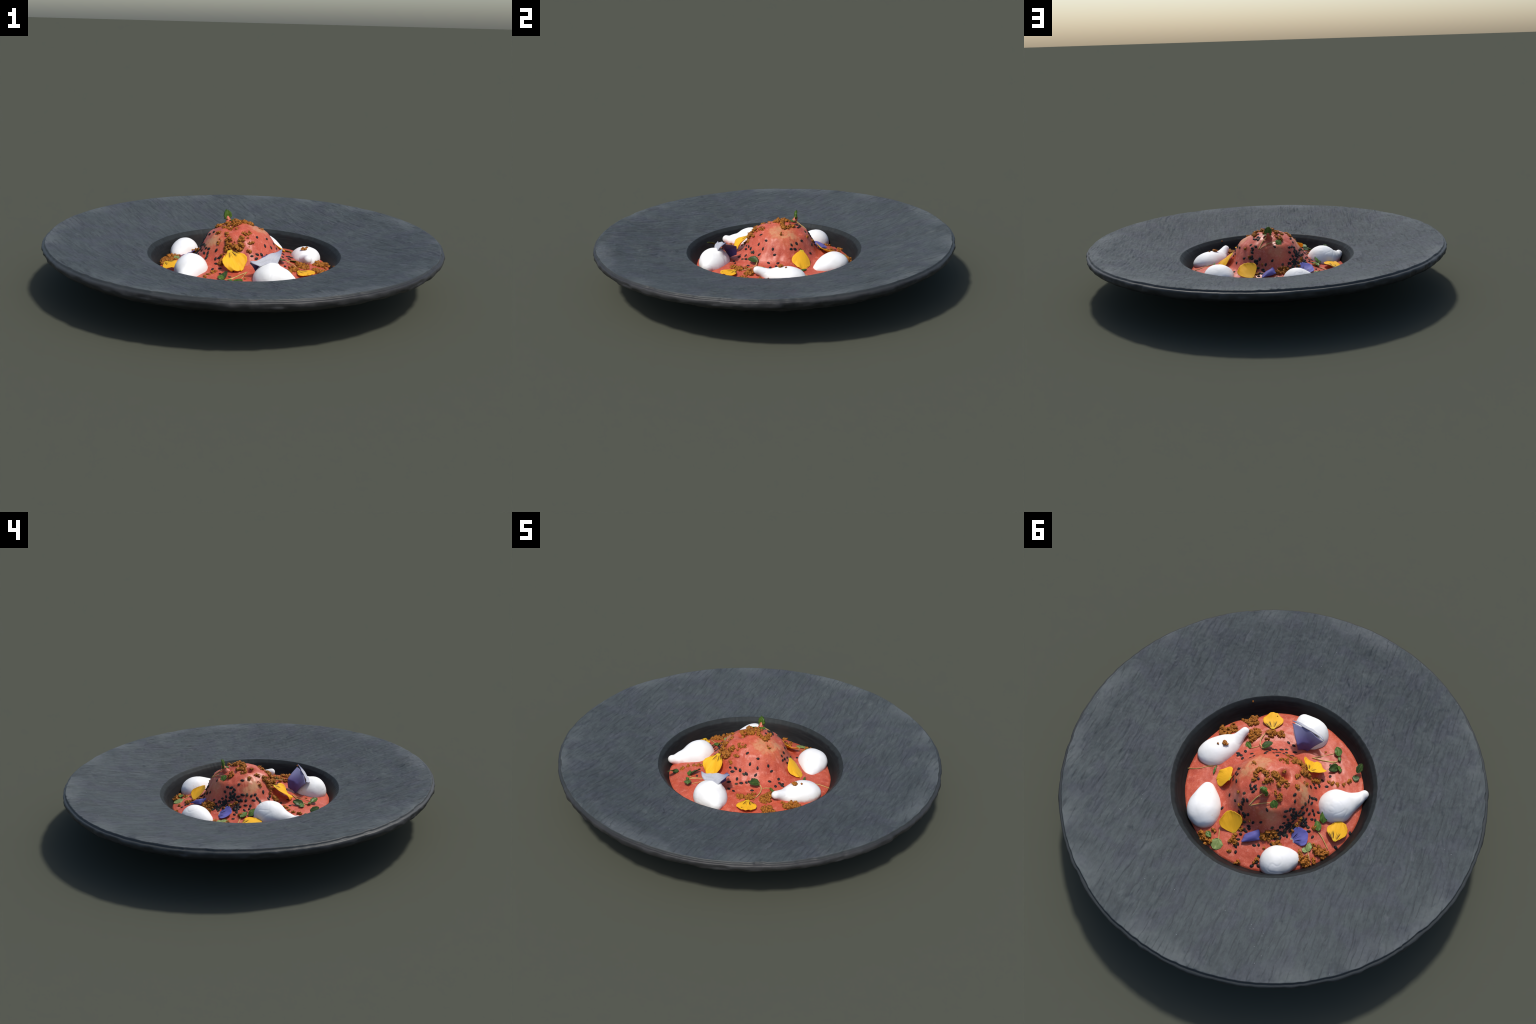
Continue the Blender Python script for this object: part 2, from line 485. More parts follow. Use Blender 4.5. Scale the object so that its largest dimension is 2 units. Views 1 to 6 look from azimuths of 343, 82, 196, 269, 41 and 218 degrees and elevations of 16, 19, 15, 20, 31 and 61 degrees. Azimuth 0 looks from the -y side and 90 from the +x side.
def sauce_z(x, y, detail=True):
    x, y = np.asarray(x, float), np.asarray(y, float)
    r = np.hypot(x - SC[0], y - SC[1])
    rim = np.hypot(x, y)
    pool = np.interp(rim, [0, .30, .36, .40, .43, .46, .6], [.119, .118, .109, .100, .091, .082, .06]) - .012 * y * smooth(.15, .3, r)
    r = r * (1 + .13 * smooth(-.02, .15, y - SC[1]) * smooth(.15, .22, r))
    z = pool + _curve(r)
    if detail:
        on = smooth(.26, .14, r)
        z = z + (.0085 * fbm(x * 14, y * 13, 0, 2, 71)) * (.35 + .65 * on)
        th_ = np.arctan2(y - SC[1], x - SC[0])
        drape = fbm(np.cos(th_) * 3.2 + r * 3, np.sin(th_) * 3.2, 0, 3, 77)
        z = z + (.0065 * drape + .0075 * fbm(x * 21, y * 21, 0, 2, 78)) * smooth(.10, .17, r) * smooth(.27, .20, r)       # draped, uneven flanks
        z = z + .0016 * fbm(x * 38, y * 38, 0, 2, 72)
        z = z - .034 * np.exp(-(((x + .062) ** 2 + (y - .004) ** 2) / .020 ** 2))     # hollow below the top crumbs
        z = z + .010 * np.exp(-(((x + .045) ** 2 + (y - .048) ** 2) / .035 ** 2))
        z = z + .007 * np.exp(-(((x + .090) ** 2 + (y + .090) ** 2) / .045 ** 2))
    return z

wall_r = np.array([p[0] for p in profile_well])[::-1]
wall_z = np.array([p[1] for p in profile_well])[::-1]
NS, NT = 420, 150
ts = np.linspace(0, 1, NT + 1)[1:]
ang = np.linspace(0, 2 * np.pi, NS, endpoint=False)
dirx, diry = np.cos(ang), np.sin(ang)
R_edge = np.full(NS, .44)
for _ in range(12):
    ze = sauce_z(R_edge * dirx, R_edge * diry, False) - (-.0042 * R_edge * dirx + .004 * R_edge * diry)
    R_edge = np.interp(ze, wall_z, wall_r)
R_edge = R_edge + .0025 + .005 * fbm(dirx * 4, diry * 4, 0, 3, 75)
R_edge -= .030 * np.exp(-(((np.degrees(ang) - 323 + 180) % 360 - 180) / 11) ** 2)     # sauce falls short of the wall here
vx = [SC[0]]; vy = [SC[1]]; vz = [float(sauce_z(SC[0], SC[1]))]
for t in ts:
    x = SC[0] * (1 - t) + t * R_edge * dirx
    y = SC[1] * (1 - t) + t * R_edge * diry
    z = sauce_z(x, y)
    z = z - .006 * smooth(.965, 1.0, np.full(NS, t)) ** 2
    vx += list(x); vy += list(y); vz += list(z)
# skirt that closes the sauce down onto the well
for rr, zz in ((.985, .03), (.90, .05), (.0, 0)):
    if rr == 0:
        continue
    x, y = R_edge * dirx * rr, R_edge * diry * rr
    z = np.interp(np.hypot(x, y), wall_r, wall_z) + .002
    z = np.minimum(z, sauce_z(R_edge * dirx, R_edge * diry) - .008)
    vx += list(x); vy += list(y); vz += list(z)
SV = np.stack([vx, vy, vz], -1)
rings = NT + 2
i, j = np.meshgrid(np.arange(rings - 1), np.arange(NS), indexing="ij")
a, b = 1 + i * NS + j, 1 + i * NS + (j + 1) % NS
SF = np.stack([a, a + NS, b + NS, b], -1).reshape(-1, 4)
jj = np.arange(0, NS, 2)
SFc = np.stack([np.zeros(len(jj), int), 1 + jj, 2 + jj, 1 + (jj + 2) % NS], -1)
split_ring = int(NT * .47)
sreg = np.concatenate([np.where(i.reshape(-1) < split_ring, 1, 0), np.full(len(SFc), 1)])
SF = np.vstack([SF, SFc])

def at_dessert(pts):
    p = np.array(pts, float)
    p[..., 2] -= .034
    return p

# keep all dessert parts in world-aligned coordinates: the dessert Empty stands at the well floor
dessert.location = (0, 0, 0)
split_body(SV, SF, sreg, ["sauce", "scoop"], [M_SAUCE, M_SAUCE], dessert)

def normal_at(x, y):
    e = .006
    dx = float(sauce_z(x + e, y) - sauce_z(x - e, y)) / (2 * e)
    dy = float(sauce_z(x, y + e) - sauce_z(x, y - e)) / (2 * e)
    return Vector((-dx, -dy, 1)).normalized()

# ------------------------------------------------------------------ meringue kisses
_u, _v = np.meshgrid(np.linspace(0, 2 * np.pi, 28, endpoint=False), np.linspace(0, np.pi, 19), indexing="ij")
UNIT_BALL = np.stack([np.sin(_v) * np.cos(_u), np.sin(_v) * np.sin(_u), np.cos(_v)], -1).reshape(-1, 3)
UNIT_FACES = np.array([(a * 19 + b, a * 19 + b + 1, ((a + 1) % 28) * 19 + b + 1, ((a + 1) % 28) * 19 + b) for a in range(28) for b in range(18)])

def blob_mesh(name, spine, squash, seed, mat, extra=(), voxel=.0042):
    """Kiss of meringue: balls strung along a spine, fused, smoothed and gently lumped."""
    bv, bf = [], []
    def ball(p, r, sq):
        bf.append(UNIT_FACES + len(bv) * len(UNIT_BALL))
        bv.append(UNIT_BALL * (r, r, r * sq) + np.array(p))
    P = [np.array(s, float) for s in spine]
    for k in range(len(P) - 1):
        p0, p1, p2, p3 = P[max(k - 1, 0)], P[k], P[k + 1], P[min(k + 2, len(P) - 1)]
        n = 9
        for q in range(n + (k == len(P) - 2)):
            t = q / n
            c = .5 * ((2 * p1) + (p2 - p0) * t + (2 * p0 - 5 * p1 + 4 * p2 - p3) * t ** 2 + (3 * p1 - p0 - 3 * p2 + p3) * t ** 3)
            r = max(c[3], .008)
            sq = squash + (1 - squash) * float(smooth(.05, .025, np.array(r)))
            ball(c[:3], r, sq)
    for e in extra:
        ball(e[:3], e[3], e[4])
    tmp = bpy.data.meshes.new("blob_balls")
    fill_mesh(tmp, np.vstack(bv), np.vstack(bf))
    ob = bpy.data.objects.new("blob_helper", tmp)
    bpy.context.scene.collection.objects.link(ob)
    rm = ob.modifiers.new("remesh", "REMESH")
    rm.mode, rm.voxel_size = "VOXEL", voxel
    sm = ob.modifiers.new("smooth", "SMOOTH")
    sm.iterations, sm.factor = 24, .6
    ev = ob.evaluated_get(bpy.context.evaluated_depsgraph_get())
    me = bpy.data.meshes.new_from_object(ev)
    bpy.data.objects.remove(ob)
    bpy.data.meshes.remove(tmp)
    me.name = name
    n = len(me.vertices)
    co, no = np.empty(n * 3, np.float32), np.empty(n * 3, np.float32)
    me.vertices.foreach_get("co", co)
    me.vertex_normals.foreach_get("vector", no)
    co, no = co.reshape(-1, 3).astype(float), no.reshape(-1, 3)
    d = .0042 * fbm(co[:, 0] * 13, co[:, 1] * 13, co[:, 2] * 13, 2, seed)
    crease = np.abs(vnoise(co[:, 0] * 26, co[:, 1] * 26, co[:, 2] * 26, seed + 5))
    d -= .0009 * np.exp(-(crease / .12) ** 2) * smooth(-.1, .4, vnoise(co[:, 0] * 14, co[:, 1] * 14, co[:, 2] * 14, seed + 9))
    d += .0002 * vnoise(co[:, 0] * 120, co[:, 1] * 120, co[:, 2] * 120, seed + 7)
    co = co + no * d[:, None]
    me.vertices.foreach_set("co", co.astype(np.float32).reshape(-1))
    me.materials.clear()
    me.materials.append(mat)
    me.polygons.foreach_set("use_smooth", [True] * len(me.polygons))
    me.update()
    return me

MERINGUES = [
    # (spine points x, y, z, radius), vertical squash, extra balls (x, y, z, r, squash)
    ([(.030, -.332, .114, .078), (.038, -.343, .114, .087), (.074, -.358, .116, .068), (.100, -.374, .117, .046), (.114, -.384, .117, .036)],
     .98, [(.035, -.318, .170, .034, 1), (.062, -.316, .176, .026, 1), (.004, -.324, .166, .028, 1)]),
    ([(.366, .053, .106, .062), (.345, .030, .106, .079), (.325, -.025, .110, .066), (.308, -.072, .119, .040), (.300, -.110, .136, .025), (.296, -.138, .148, .021)], .76, []),
    ([(.168, .318, .102, .076), (.184, .300, .102, .084), (.212, .256, .104, .066), (.234, .222, .106, .046), (.243, .208, .106, .036)], .86, []),
    ([(-.246, .308, .100, .066), (-.252, .292, .100, .076), (-.280, .256, .099, .056), (-.292, .240, .098, .042)], 1.0, [(-.262, .228, .093, .034, .8)]),
    ([(-.292, -.084, .112, .074), (-.300, -.100, .112, .083), (-.326, -.150, .110, .054), (-.348, -.190, .111, .038), (-.358, -.216, .113, .026), (-.366, -.236, .121, .023)], 1.06, []),
]
for k, (sp, sq, ex) in enumerate(MERINGUES):
    me = blob_mesh("meringue", sp, sq, 100 + 13 * k, M_MER, ex)
    obj("meringue", me, dessert)

# ------------------------------------------------------------------ petals
def frame(base, tip, side):
    b = Vector(base)
    y = (Vector(tip) - b).normalized()
    s = Vector(side)
    x = (s - y * s.dot(y)).normalized()
    z = x.cross(y)
    m = Matrix((x, y, z)).transposed().to_4x4()
    m.translation = b
    return m

def thicken(me_name, verts, quads, mat, t):
    """Sheet with real thickness: two offset faces joined by a rim."""
    bm = bmesh.new()
    vs = [bm.verts.new(v) for v in verts]
    for q in quads:
        bm.faces.new([vs[i] for i in q])
    bm.normal_update()
    bmesh.ops.solidify(bm, geom=bm.faces[:], thickness=t)
    bm.normal_update()
    me = bpy.data.meshes.new(me_name)
    bm.to_mesh(me)
    bm.free()
    me.materials.append(mat)
    me.polygons.foreach_set("use_smooth", [True] * len(me.polygons))
    return me

def grid_quads(n, m):
    return [(i * m + j, i * m + j + 1, (i + 1) * m + j + 1, (i + 1) * m + j) for i in range(n - 1) for j in range(m - 1)]

def fan_petal(name, base, tip, side, width, mat, cup=0.0, curl=0.0, ruffle=.004, skew=0.0, seed=0, parent=None, root=.10):
    L = (Vector(tip) - Vector(base)).length
    n, m = 26, 27
    t, s = np.meshgrid(np.linspace(0, 1, n), np.linspace(-1, 1, m), indexing="ij")
    pr = np.interp(t, [0, .08, .22, .42, .62, .8, 1], [root, .24, .58, .90, 1.0, .93, .62])
    x = s * width * pr
    y = L * (t - .17 * s * s * t ** 1.6) + skew * s * L * t
    z = cup * (x / width) ** 2 * L + curl * L * t * t + ruffle * vnoise(s * 2.3 + seed, t * 2.1, 0, 200 + seed) * t
    y = y + .02 * L * vnoise(s * 5 + seed, t * 0 + 3.1, 0, 230 + seed) * t * t
    verts = np.stack([x, y, z], -1).reshape(-1, 3)
    me = thicken(name, verts, grid_quads(n, m), mat, .0020)
    return obj(name, me, parent or dessert, frame(base, tip, side))

def patch_petal(name, c00, c10, c01, c11, mid, mat, seed=0, roll=None, ruffle=.003):
    """Bilinear corner patch pushed at its middle by a vector, optionally rolling one edge outward."""
    o = Vector(c00)
    m4 = frame(c00, c11, Vector(c10) - Vector(c01))
    inv = m4.inverted()
    P = [np.array(inv @ Vector(c)) for c in (c00, c10, c01, c11)]
    md = np.array(inv.to_3x3() @ Vector(mid))
    n = 27
    u, v = (q[..., None] for q in np.meshgrid(np.linspace(0, 1, n), np.linspace(0, 1, n), indexing="ij"))
    p = (1 - u) * (1 - v) * P[0] + u * (1 - v) * P[1] + (1 - u) * v * P[2] + u * v * P[3]
    p = p + md * (16 * u * (1 - u) * v * (1 - v)) ** .75
    if roll is not None:
        p = p + np.array(inv.to_3x3() @ Vector(roll)) * np.clip((u - .72) / .28, 0, 1) ** 2
    p[..., 2] += ruffle * vnoise(u[..., 0] * 3 + seed, v[..., 0] * 3, 0, 300 + seed)
    verts = p.reshape(-1, 3)
    me = thicken(name, verts, grid_quads(n, n), mat, .0032)
    return obj(name, me, dessert, m4)

def sheet_petal(name, ctrl, mat, seed=0, ruffle=.003):
    """Sheet through a 3 x 3 net of points (quadratic in both directions), with an uneven top edge."""
    C = np.array(ctrl, float)
    m4 = frame(ctrl[0][1], ctrl[2][1], Vector(ctrl[2][2]) - Vector(ctrl[2][0]))
    inv = np.array(m4.inverted())
    C = C @ inv[:3, :3].T + inv[:3, 3]
    def lag(t):
        return np.stack([2 * (t - .5) * (t - 1), -4 * t * (t - 1), 2 * t * (t - .5)], -1)
    def hat(t):                                   # straight runs between the points: a crease at the middle row
        return np.stack([np.clip(1 - 2 * t, 0, 1), 1 - np.abs(2 * t - 1), np.clip(2 * t - 1, 0, 1)], -1)
    n = 29
    u, v = np.linspace(0, 1, n), np.linspace(0, 1, n)
    p = np.einsum("ai,bj,ijk->abk", .3 * lag(v) + .7 * hat(v), .6 * lag(u) + .4 * hat(u), C)
    U, W = np.meshgrid(u, v)
    p[..., 2] += ruffle * vnoise(U * 4 + seed, W * 3, 0, 300 + seed)
    p[..., 1] += .006 * vnoise(U * 5 + seed, W * 0, 0, 320 + seed) * W ** 3
    me = thicken(name, p.reshape(-1, 3), grid_quads(n, n), mat, .0030)
    return obj(name, me, dessert, m4)

fan_petal("yellow_petal", (.205, -.243, .124), (.262, -.322, .126), (.074, .064, .0), .052, M_YEL, cup=.03, curl=-.02, seed=1)
fan_petal("yellow_petal", (-.402, .052, .122), (-.362, -.046, .130), (.074, .062, .02), .050, M_YEL, cup=.05, curl=.02, seed=2, skew=-.08)
fan_petal("yellow_petal", (.160, .131, .196), (.258, .116, .122), (.010, -.100, .033), .056, M_YEL2, cup=-.10, curl=-.03, seed=3, root=.2)
fan_petal("yellow_petal", (-.013, .310, .114), (.066, .252, .164), (.082, .079, -.035), .058, M_YEL2, cup=-.12, curl=-.08, seed=4)
fan_petal("yellow_petal", (-.113, -.127, .216), (-.090, -.228, .138), (.136, .010, .024), .064, M_YEL, cup=-.14, curl=.04, seed=5, root=.16, ruffle=.010)
fan_petal("violet_petal", (-.243, .176, .121), (-.284, .102, .142), (-.063, .048, -.036), .046, M_BLUE, cup=.10, curl=.03, seed=6, root=.25)
sheet_petal("violet_petal", [[(.024, -.216, .148), (.012, -.238, .138), (-.010, -.250, .128)],
                             [(.028, -.214, .198), (.012, -.258, .182), (-.030, -.278, .164)],
                             [(.110, -.278, .245), (.026, -.297, .224), (-.058, -.309, .201)]], M_LAV, 7)
sheet_petal("violet_petal", [[(.074, -.324, .196), (.026, -.328, .196), (-.016, -.332, .186)],
                             [(.096, -.302, .224), (.026, -.314, .211), (-.044, -.322, .196)],
                             [(.112, -.279, .247), (.027, -.299, .226), (-.060, -.311, .203)]], M_LAVB, 9)
patch_petal("violet_petal", (-.068, .325, .122), (-.129, .266, .130), (-.058, .286, .124), (-.103, .236, .154),
            (-.006, .002, .016), M_LAV2, 8)

# ------------------------------------------------------------------ micro greens
def leaf(base, tip, width, mat, parent, normal=(0, 0, 1), fold=.18, bend=-.12, seed=0, thick=.0024):
    b, t = Vector(base), Vector(tip)
    y = (t - b).normalized()
    side = y.cross(Vector(normal))
    if side.length < 1e-3:
        side = y.cross(Vector((1, 0, 0)))
    L = (t - b).length
    n, m = 17, 13
    q, s = np.meshgrid(np.linspace(0, 1, n), np.linspace(-1, 1, m), indexing="ij")
    pr = np.interp(q, [0, .06, .2, .4, .6, .8, .93, 1], [.10, .45, .80, 1, .97, .74, .42, .12])
    x = s * width * .5 * pr * (1 + .05 * np.sin(q * 18 + seed))
    z = fold * np.abs(x) + bend * L * q * q + .002 * vnoise(s * 2 + seed, q * 3, 0, 400 + seed)
    verts = np.stack([x, q * L, z], -1).reshape(-1, 3)
    me = thicken("leaf", verts, grid_quads(n, m), mat, thick)
    return obj("leaf", me, parent, frame(base, tip, side))

def tube(name, pts, radii, mat, parent, sub=6, seg=8):
    P = [np.array(p, float) for p in pts]
    path, rad = [], []
    for k in range(len(P) - 1):
        p0, p1, p2, p3 = P[max(k - 1, 0)], P[k], P[k + 1], P[min(k + 2, len(P) - 1)]
        for q in range(sub + (k == len(P) - 2)):
            t = q / sub
            path.append(.5 * ((2 * p1) + (p2 - p0) * t + (2 * p0 - 5 * p1 + 4 * p2 - p3) * t ** 2 + (3 * p1 - p0 - 3 * p2 + p3) * t ** 3))
            rad.append(radii[k] * (1 - t) + radii[k + 1] * t)
    verts, faces = [], []
    for k, p in enumerate(path):
        d = path[min(k + 1, len(path) - 1)] - path[max(k - 1, 0)]
        d = Vector(d).normalized()
        u = d.orthogonal().normalized() if abs(d.z) > .9 else d.cross(Vector((0, 0, 1))).normalized()
        v = d.cross(u)
        for q in range(seg):
            an = 2 * math.pi * q / seg
            verts.append(Vector(p) + (u * math.cos(an) + v * math.sin(an)) * rad[k])
    for k in range(len(path) - 1):
        for q in range(seg):
            faces.append((k * seg + q, k * seg + (q + 1) % seg, (k + 1) * seg + (q + 1) % seg, (k + 1) * seg + q))
    faces.append(tuple(range(seg))[::-1])
    faces.append(tuple((len(path) - 1) * seg + q for q in range(seg)))
    return obj(name, mesh_from(name, verts, faces, mat), parent)

def stem(pts, parent, r=.0026, lift=.002):
    q = [(x, y, float(sauce_z(x, y)) + lift) if len(p) == 2 else p for p in pts for x, y in [p[:2]]]
    return tube("stem", q, [r] * (len(q) - 1) + [r * .8], M_STEM, parent)

def sprout():
    return empty("micro_green", dessert)

def on(x, y, up=.004):
    return (x, y, float(sauce_z(x, y)) + up)

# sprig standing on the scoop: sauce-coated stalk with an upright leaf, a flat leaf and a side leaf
g = sprout()
tube("coated_stalk", [(-.050, .118, .280), (-.052, .130, .300), (-.054, .138, .314), (-.055, .143, .326)], [.028, .015, .011, .007], M_SAUCE, g, seg=14)
leaf((-.053, .131, .309), (-.055, .140, .357), .040, M_LEAF, g, normal=(0, -1, .1), bend=.05, seed=1, thick=.011)
leaf((-.030, .108, .306), (-.040, .134, .308), .036, M_LEAF, g, seed=2, bend=-.05)
leaf((-.046, .124, .312), (-.070, .142, .318), .022, M_LEAF, g, seed=3)
leaf((-.098, .128, .284), (-.124, .148, .262), .036, M_LEAF, g, normal=(-.6, .5, .6), seed=4)
stem([(-.016, .203, .246), (-.028, .165, .278), (-.044, .140, .300)], g)
stem([(-.022, .200, .246), (-.059, .172, .270), (-.098, .140, .280)], g, r=.002)
# pair at the wall
g = sprout()
leaf(on(-.270, -.305), on(-.288, -.274, .010), .034, M_LEAFD, g, seed=5)
leaf((-.270, -.310, .124), (-.266, -.355, .146), .034, M_LEAFD, g, normal=(-.5, .3, .8), seed=6)
# long pale sprig near the front meringue
g = sprout()
leaf((-.146, -.328, .124), (-.112, -.360, .140), .038, M_LEAF, g, normal=(-.4, .3, .8), seed=7)
leaf((-.149, -.325, .125), (-.166, -.310, .128), .016, M_LEAF, g, seed=8)
leaf((-.176, -.282, .125), (-.164, -.228, .146), .040, M_LEAFD, g, normal=(-.6, -.2, .7), seed=9, fold=.3)
leaf((-.178, -.284, .124), (-.205, -.262, .132), .026, M_LEAF, g, normal=(-.6, -.2, .7), seed=10)
stem([(-.050, -.234), (-.104, -.261), (-.153, -.299), (-.147, -.326)], g)
stem([(-.051, -.232), (-.079, -.272), (-.115, -.328)], g, r=.0018)
stem([(-.104, -.261), (-.154, -.286), (-.176, -.283)], g, r=.0022)
# sprig between front meringues
g = sprout()
leaf((.166, -.112, .150), (.146, -.165, .168), .046, M_LEAFD, g, normal=(.55, .45, .65), seed=11, fold=.35)
leaf(on(.218, -.086), on(.262, -.102, .006), .028, M_LEAF, g, normal=(.2, .4, .9), seed=12)
stem([(.163, -.118, .150), (.188, -.126, .142), (.200, -.138, .134), (.213, -.165, .130), (.219, -.211, .124)], g)
stem([(.22, -.086), (.202, -.106), (.194, -.122)], g, r=.002)
# blade and threads beside the right meringue
g = sprout()
leaf(on(.268, .137), on(.291, .094, .012), .012, M_LEAF, g, normal=(.5, .5, .7), seed=13)
stem([(.402, .180), (.352, .150), (.322, .116), (.296, .100)], g, r=.002)
# pale rounded leaf at the back edge with its stem
g = sprout()
leaf(on(.028, .374), on(.015, .424, .004), .060, M_LEAFP, g, seed=14, bend=-.02, fold=.05)
stem([(.058, .330), (.042, .357), (.027, .377)], g)
leaf(on(.098, .382, .012), on(.064, .392, .014), .026, M_LEAF, g, seed=15)
# pair beside the left meringue
g = sprout()
leaf((-.306, .014, .130), (-.283, -.030, .158), .040, M_LEAF, g, normal=(-.7, .35, .6), seed=16, fold=.1)
leaf((-.314, .058, .126), (-.280, .024, .142), .034, M_LEAF, g, normal=(-.5, .2, .8), seed=17)
stem([(-.315, .059), (-.349, .070), (-.396, .092)], g)
# pale pair under the violet petal
g = sprout()
leaf(on(-.334, .162), on(-.316, .126, .006), .028, M_LEAFP, g, seed=18)
leaf(on(-.333, .164), on(-.306, .172, .006), .026, M_LEAFP, g, seed=19)
stem([(-.334, .163), (-.352, .179), (-.373, .198)], g)

# ------------------------------------------------------------------ black sesame seeds
def seed_mesh(name, ln, wd, ht, mat):
    bm = bmesh.new()
    bmesh.ops.create_uvsphere(bm, u_segments=14, v_segments=10, radius=1)
    for v in bm.verts:
        x, y, z = v.co
        taper = 1 - .38 * max(0.0, x) ** 1.3 - .06 * max(0.0, -x)
        v.co = (x * ln, y * wd * taper, z * ht * taper)
    me = bpy.data.meshes.new(name)
    bm.to_mesh(me)
    bm.free()
    me.materials.append(mat)
    me.polygons.foreach_set("use_smooth", [True] * len(me.polygons))
    return me

seed_kinds = [seed_mesh("sesame_seed", .0108, .0070, .0038, M_SEED), seed_mesh("sesame_seed", .0100, .0074, .0040, M_SEED),
              seed_mesh("sesame_seed", .0116, .0067, .0036, M_SEED), seed_mesh("sesame_seed", .0100, .0070, .0038, M_SEED2)]

SEEDS_LEFT_FLANK = [
    (-0.256, 0.035), (-0.152, 0.038), (-0.27, 0.026), (-0.234, 0.028), (-0.217, 0.025), (-0.249, 0.009), (-0.201, 0.017), (-0.235, 0.002),
    (-0.427, -0.042), (-0.257, -0.014), (-0.202, -0.006), (-0.214, -0.016), (-0.193, -0.025), (-0.2, -0.036), (-0.205, -0.047), (-0.212, -0.052),
    (-0.165, -0.07), (-0.175, -0.096), (-0.179, -0.123), (-0.159, -0.104), (-0.203, -0.151), (-0.169, -0.163), (-0.18, -0.21)]
SEEDS_FRONT = [
    (-0.145, -0.261), (-0.114, -0.203), (-0.004, -0.154), (0.017, -0.16), (0.032, -0.202), (0.025, -0.145), (0.064, -0.235), (0.058, -0.168),
    (0.05, -0.137), (0.073, -0.189), (0.094, -0.232), (0.09, -0.171), (0.043, -0.076), (0.076, -0.136), (0.085, -0.127), (0.11, -0.152),
    (0.08, -0.095), (0.121, -0.142), (0.165, -0.168), (0.127, -0.124), (0.126, -0.1), (0.118, -0.078), (0.1, -0.057), (0.188, -0.059),
    (0.147, -0.028), (0.226, -0.056)]
SEEDS_RIGHT_FLANK = [
    (0.165, -0.021), (0.227, -0.024), (0.248, -0.026), (0.206, -0.01), (0.239, -0.016), (0.161, 0.071), (0.148, 0.076), (0.155, 0.094),
    (0.163, 0.106), (0.136, 0.106), (0.146, 0.125), (0.114, 0.139), (0.119, 0.187), (0.019, 0.092), (0.113, 0.251)]
SEEDS_BACK = [
    (0.031, 0.135), (0.068, 0.205), (0.036, 0.174), (0.016, 0.145), (0.009, 0.128), (0.023, 0.195), (-0.001, 0.135), (0.021, 0.232),
    (0.0, 0.151), (0.003, 0.193), (-0.001, 0.23), (-0.01, 0.23), (-0.011, 0.26), (-0.04, 0.297), (-0.038, 0.273), (-0.045, 0.322),
    (-0.056, 0.339), (-0.058, 0.354), (-0.052, 0.273), (-0.05, 0.25), (-0.074, 0.374), (-0.058, 0.256), (-0.062, 0.232), (-0.124, 0.299),
    (-0.095, 0.214), (-0.174, 0.377), (-0.139, 0.285), (-0.181, 0.353), (-0.173, 0.325), (-0.198, 0.359), (-0.098, 0.173), (-0.146, 0.245),
    (-0.148, 0.226), (-0.186, 0.245), (-0.146, 0.194), (-0.177, 0.218), (-0.197, 0.218), (-0.197, 0.218), (-0.196, 0.201), (-0.183, 0.183),
    (-0.181, 0.16), (-0.199, 0.168), (-0.178, 0.149), (-0.171, 0.133)]
SEEDS_DENSE_PATCH = [
    (-0.202, 0.04), (-0.2, 0.147), (-0.201, 0.14), (-0.165, 0.118), (-0.186, 0.128), (-0.198, 0.108), (-0.189, 0.105), (-0.174, 0.099),
    (-0.187, 0.09), (-0.183, 0.082), (-0.203, 0.087), (-0.197, 0.083), (-0.246, 0.087), (-0.235, 0.085), (-0.208, 0.078), (-0.308, 0.096),
    (-0.279, 0.088), (-0.253, 0.075), (-0.265, 0.076), (-0.227, 0.069), (-0.237, 0.07), (-0.204, 0.064), (-0.215, 0.062), (-0.169, 0.057),
    (-0.236, 0.058), (-0.42, 0.06), (-0.216, 0.049)]
# heaped seeds on the shaded flank: several overlapping ones scattered round each heap
SEEDS_HEAP = [(cx + npr.normal(0, sd), cy + npr.normal(0, sd)) for cx, cy, sd, n in
              ((-.196, .142, .013, 13), (-.186, .178, .012, 9), (-.214, .112, .012, 8), (-.178, .212, .013, 6), (-.238, .072, .011, 6), (.020, .212, .010, 6), (-.010, .245, .010, 4))
              for _ in range(n)]
for group in (SEEDS_HEAP, SEEDS_LEFT_FLANK, SEEDS_FRONT, SEEDS_RIGHT_FLANK, SEEDS_BACK, SEEDS_DENSE_PATCH):
    for x, y in group:
        nz = normal_at(x, y)
        d = Vector((rng.gauss(0, 1), rng.gauss(0, 1), rng.gauss(0, .7)))
        xx = (d - nz * d.dot(nz)).normalized()
        yy = nz.cross(xx)
        k = rng.uniform(.88, 1.1)
        m4 = Matrix((xx * k, yy * k, nz * k)).transposed().to_4x4()
        m4.translation = Vector((x, y, float(sauce_z(x, y)))) + nz * .0006
        o = bpy.data.objects.new("sesame_seed", seed_kinds[3] if rng.random() < .09 else seed_kinds[rng.randrange(3)])
        o.matrix_world = m4
        link(o, dessert)

# ------------------------------------------------------------------ biscuit crumbs
def crumb_grain(seed, sub, rough):
    bm = bmesh.new()
    bmesh.ops.create_icosphere(bm, subdivisions=sub, radius=1)
    vs = np.array([v.co for v in bm.verts])
    fs = np.array([[v.index for v in f.verts] for f in bm.faces])
    bm.free()
    x, y, z = vs.T
    f = 1 + rough * vnoise(x * 1.6 + seed, y * 1.6, z * 1.6, 500) + rough * .8 * vnoise(x * 3.4 + seed, y * 3.4, z * 3.4, 501)
    f = f + rough * .55 * vnoise(x * 7 + seed, y * 7, z * 7, 502)
    return vs * f[:, None], fs

GRAINS = [crumb_grain(11.3 * k, 2, .45) for k in range(6)]
LUMPS = [crumb_grain(7.1 * k + 3, 3, .62) for k in range(9)]

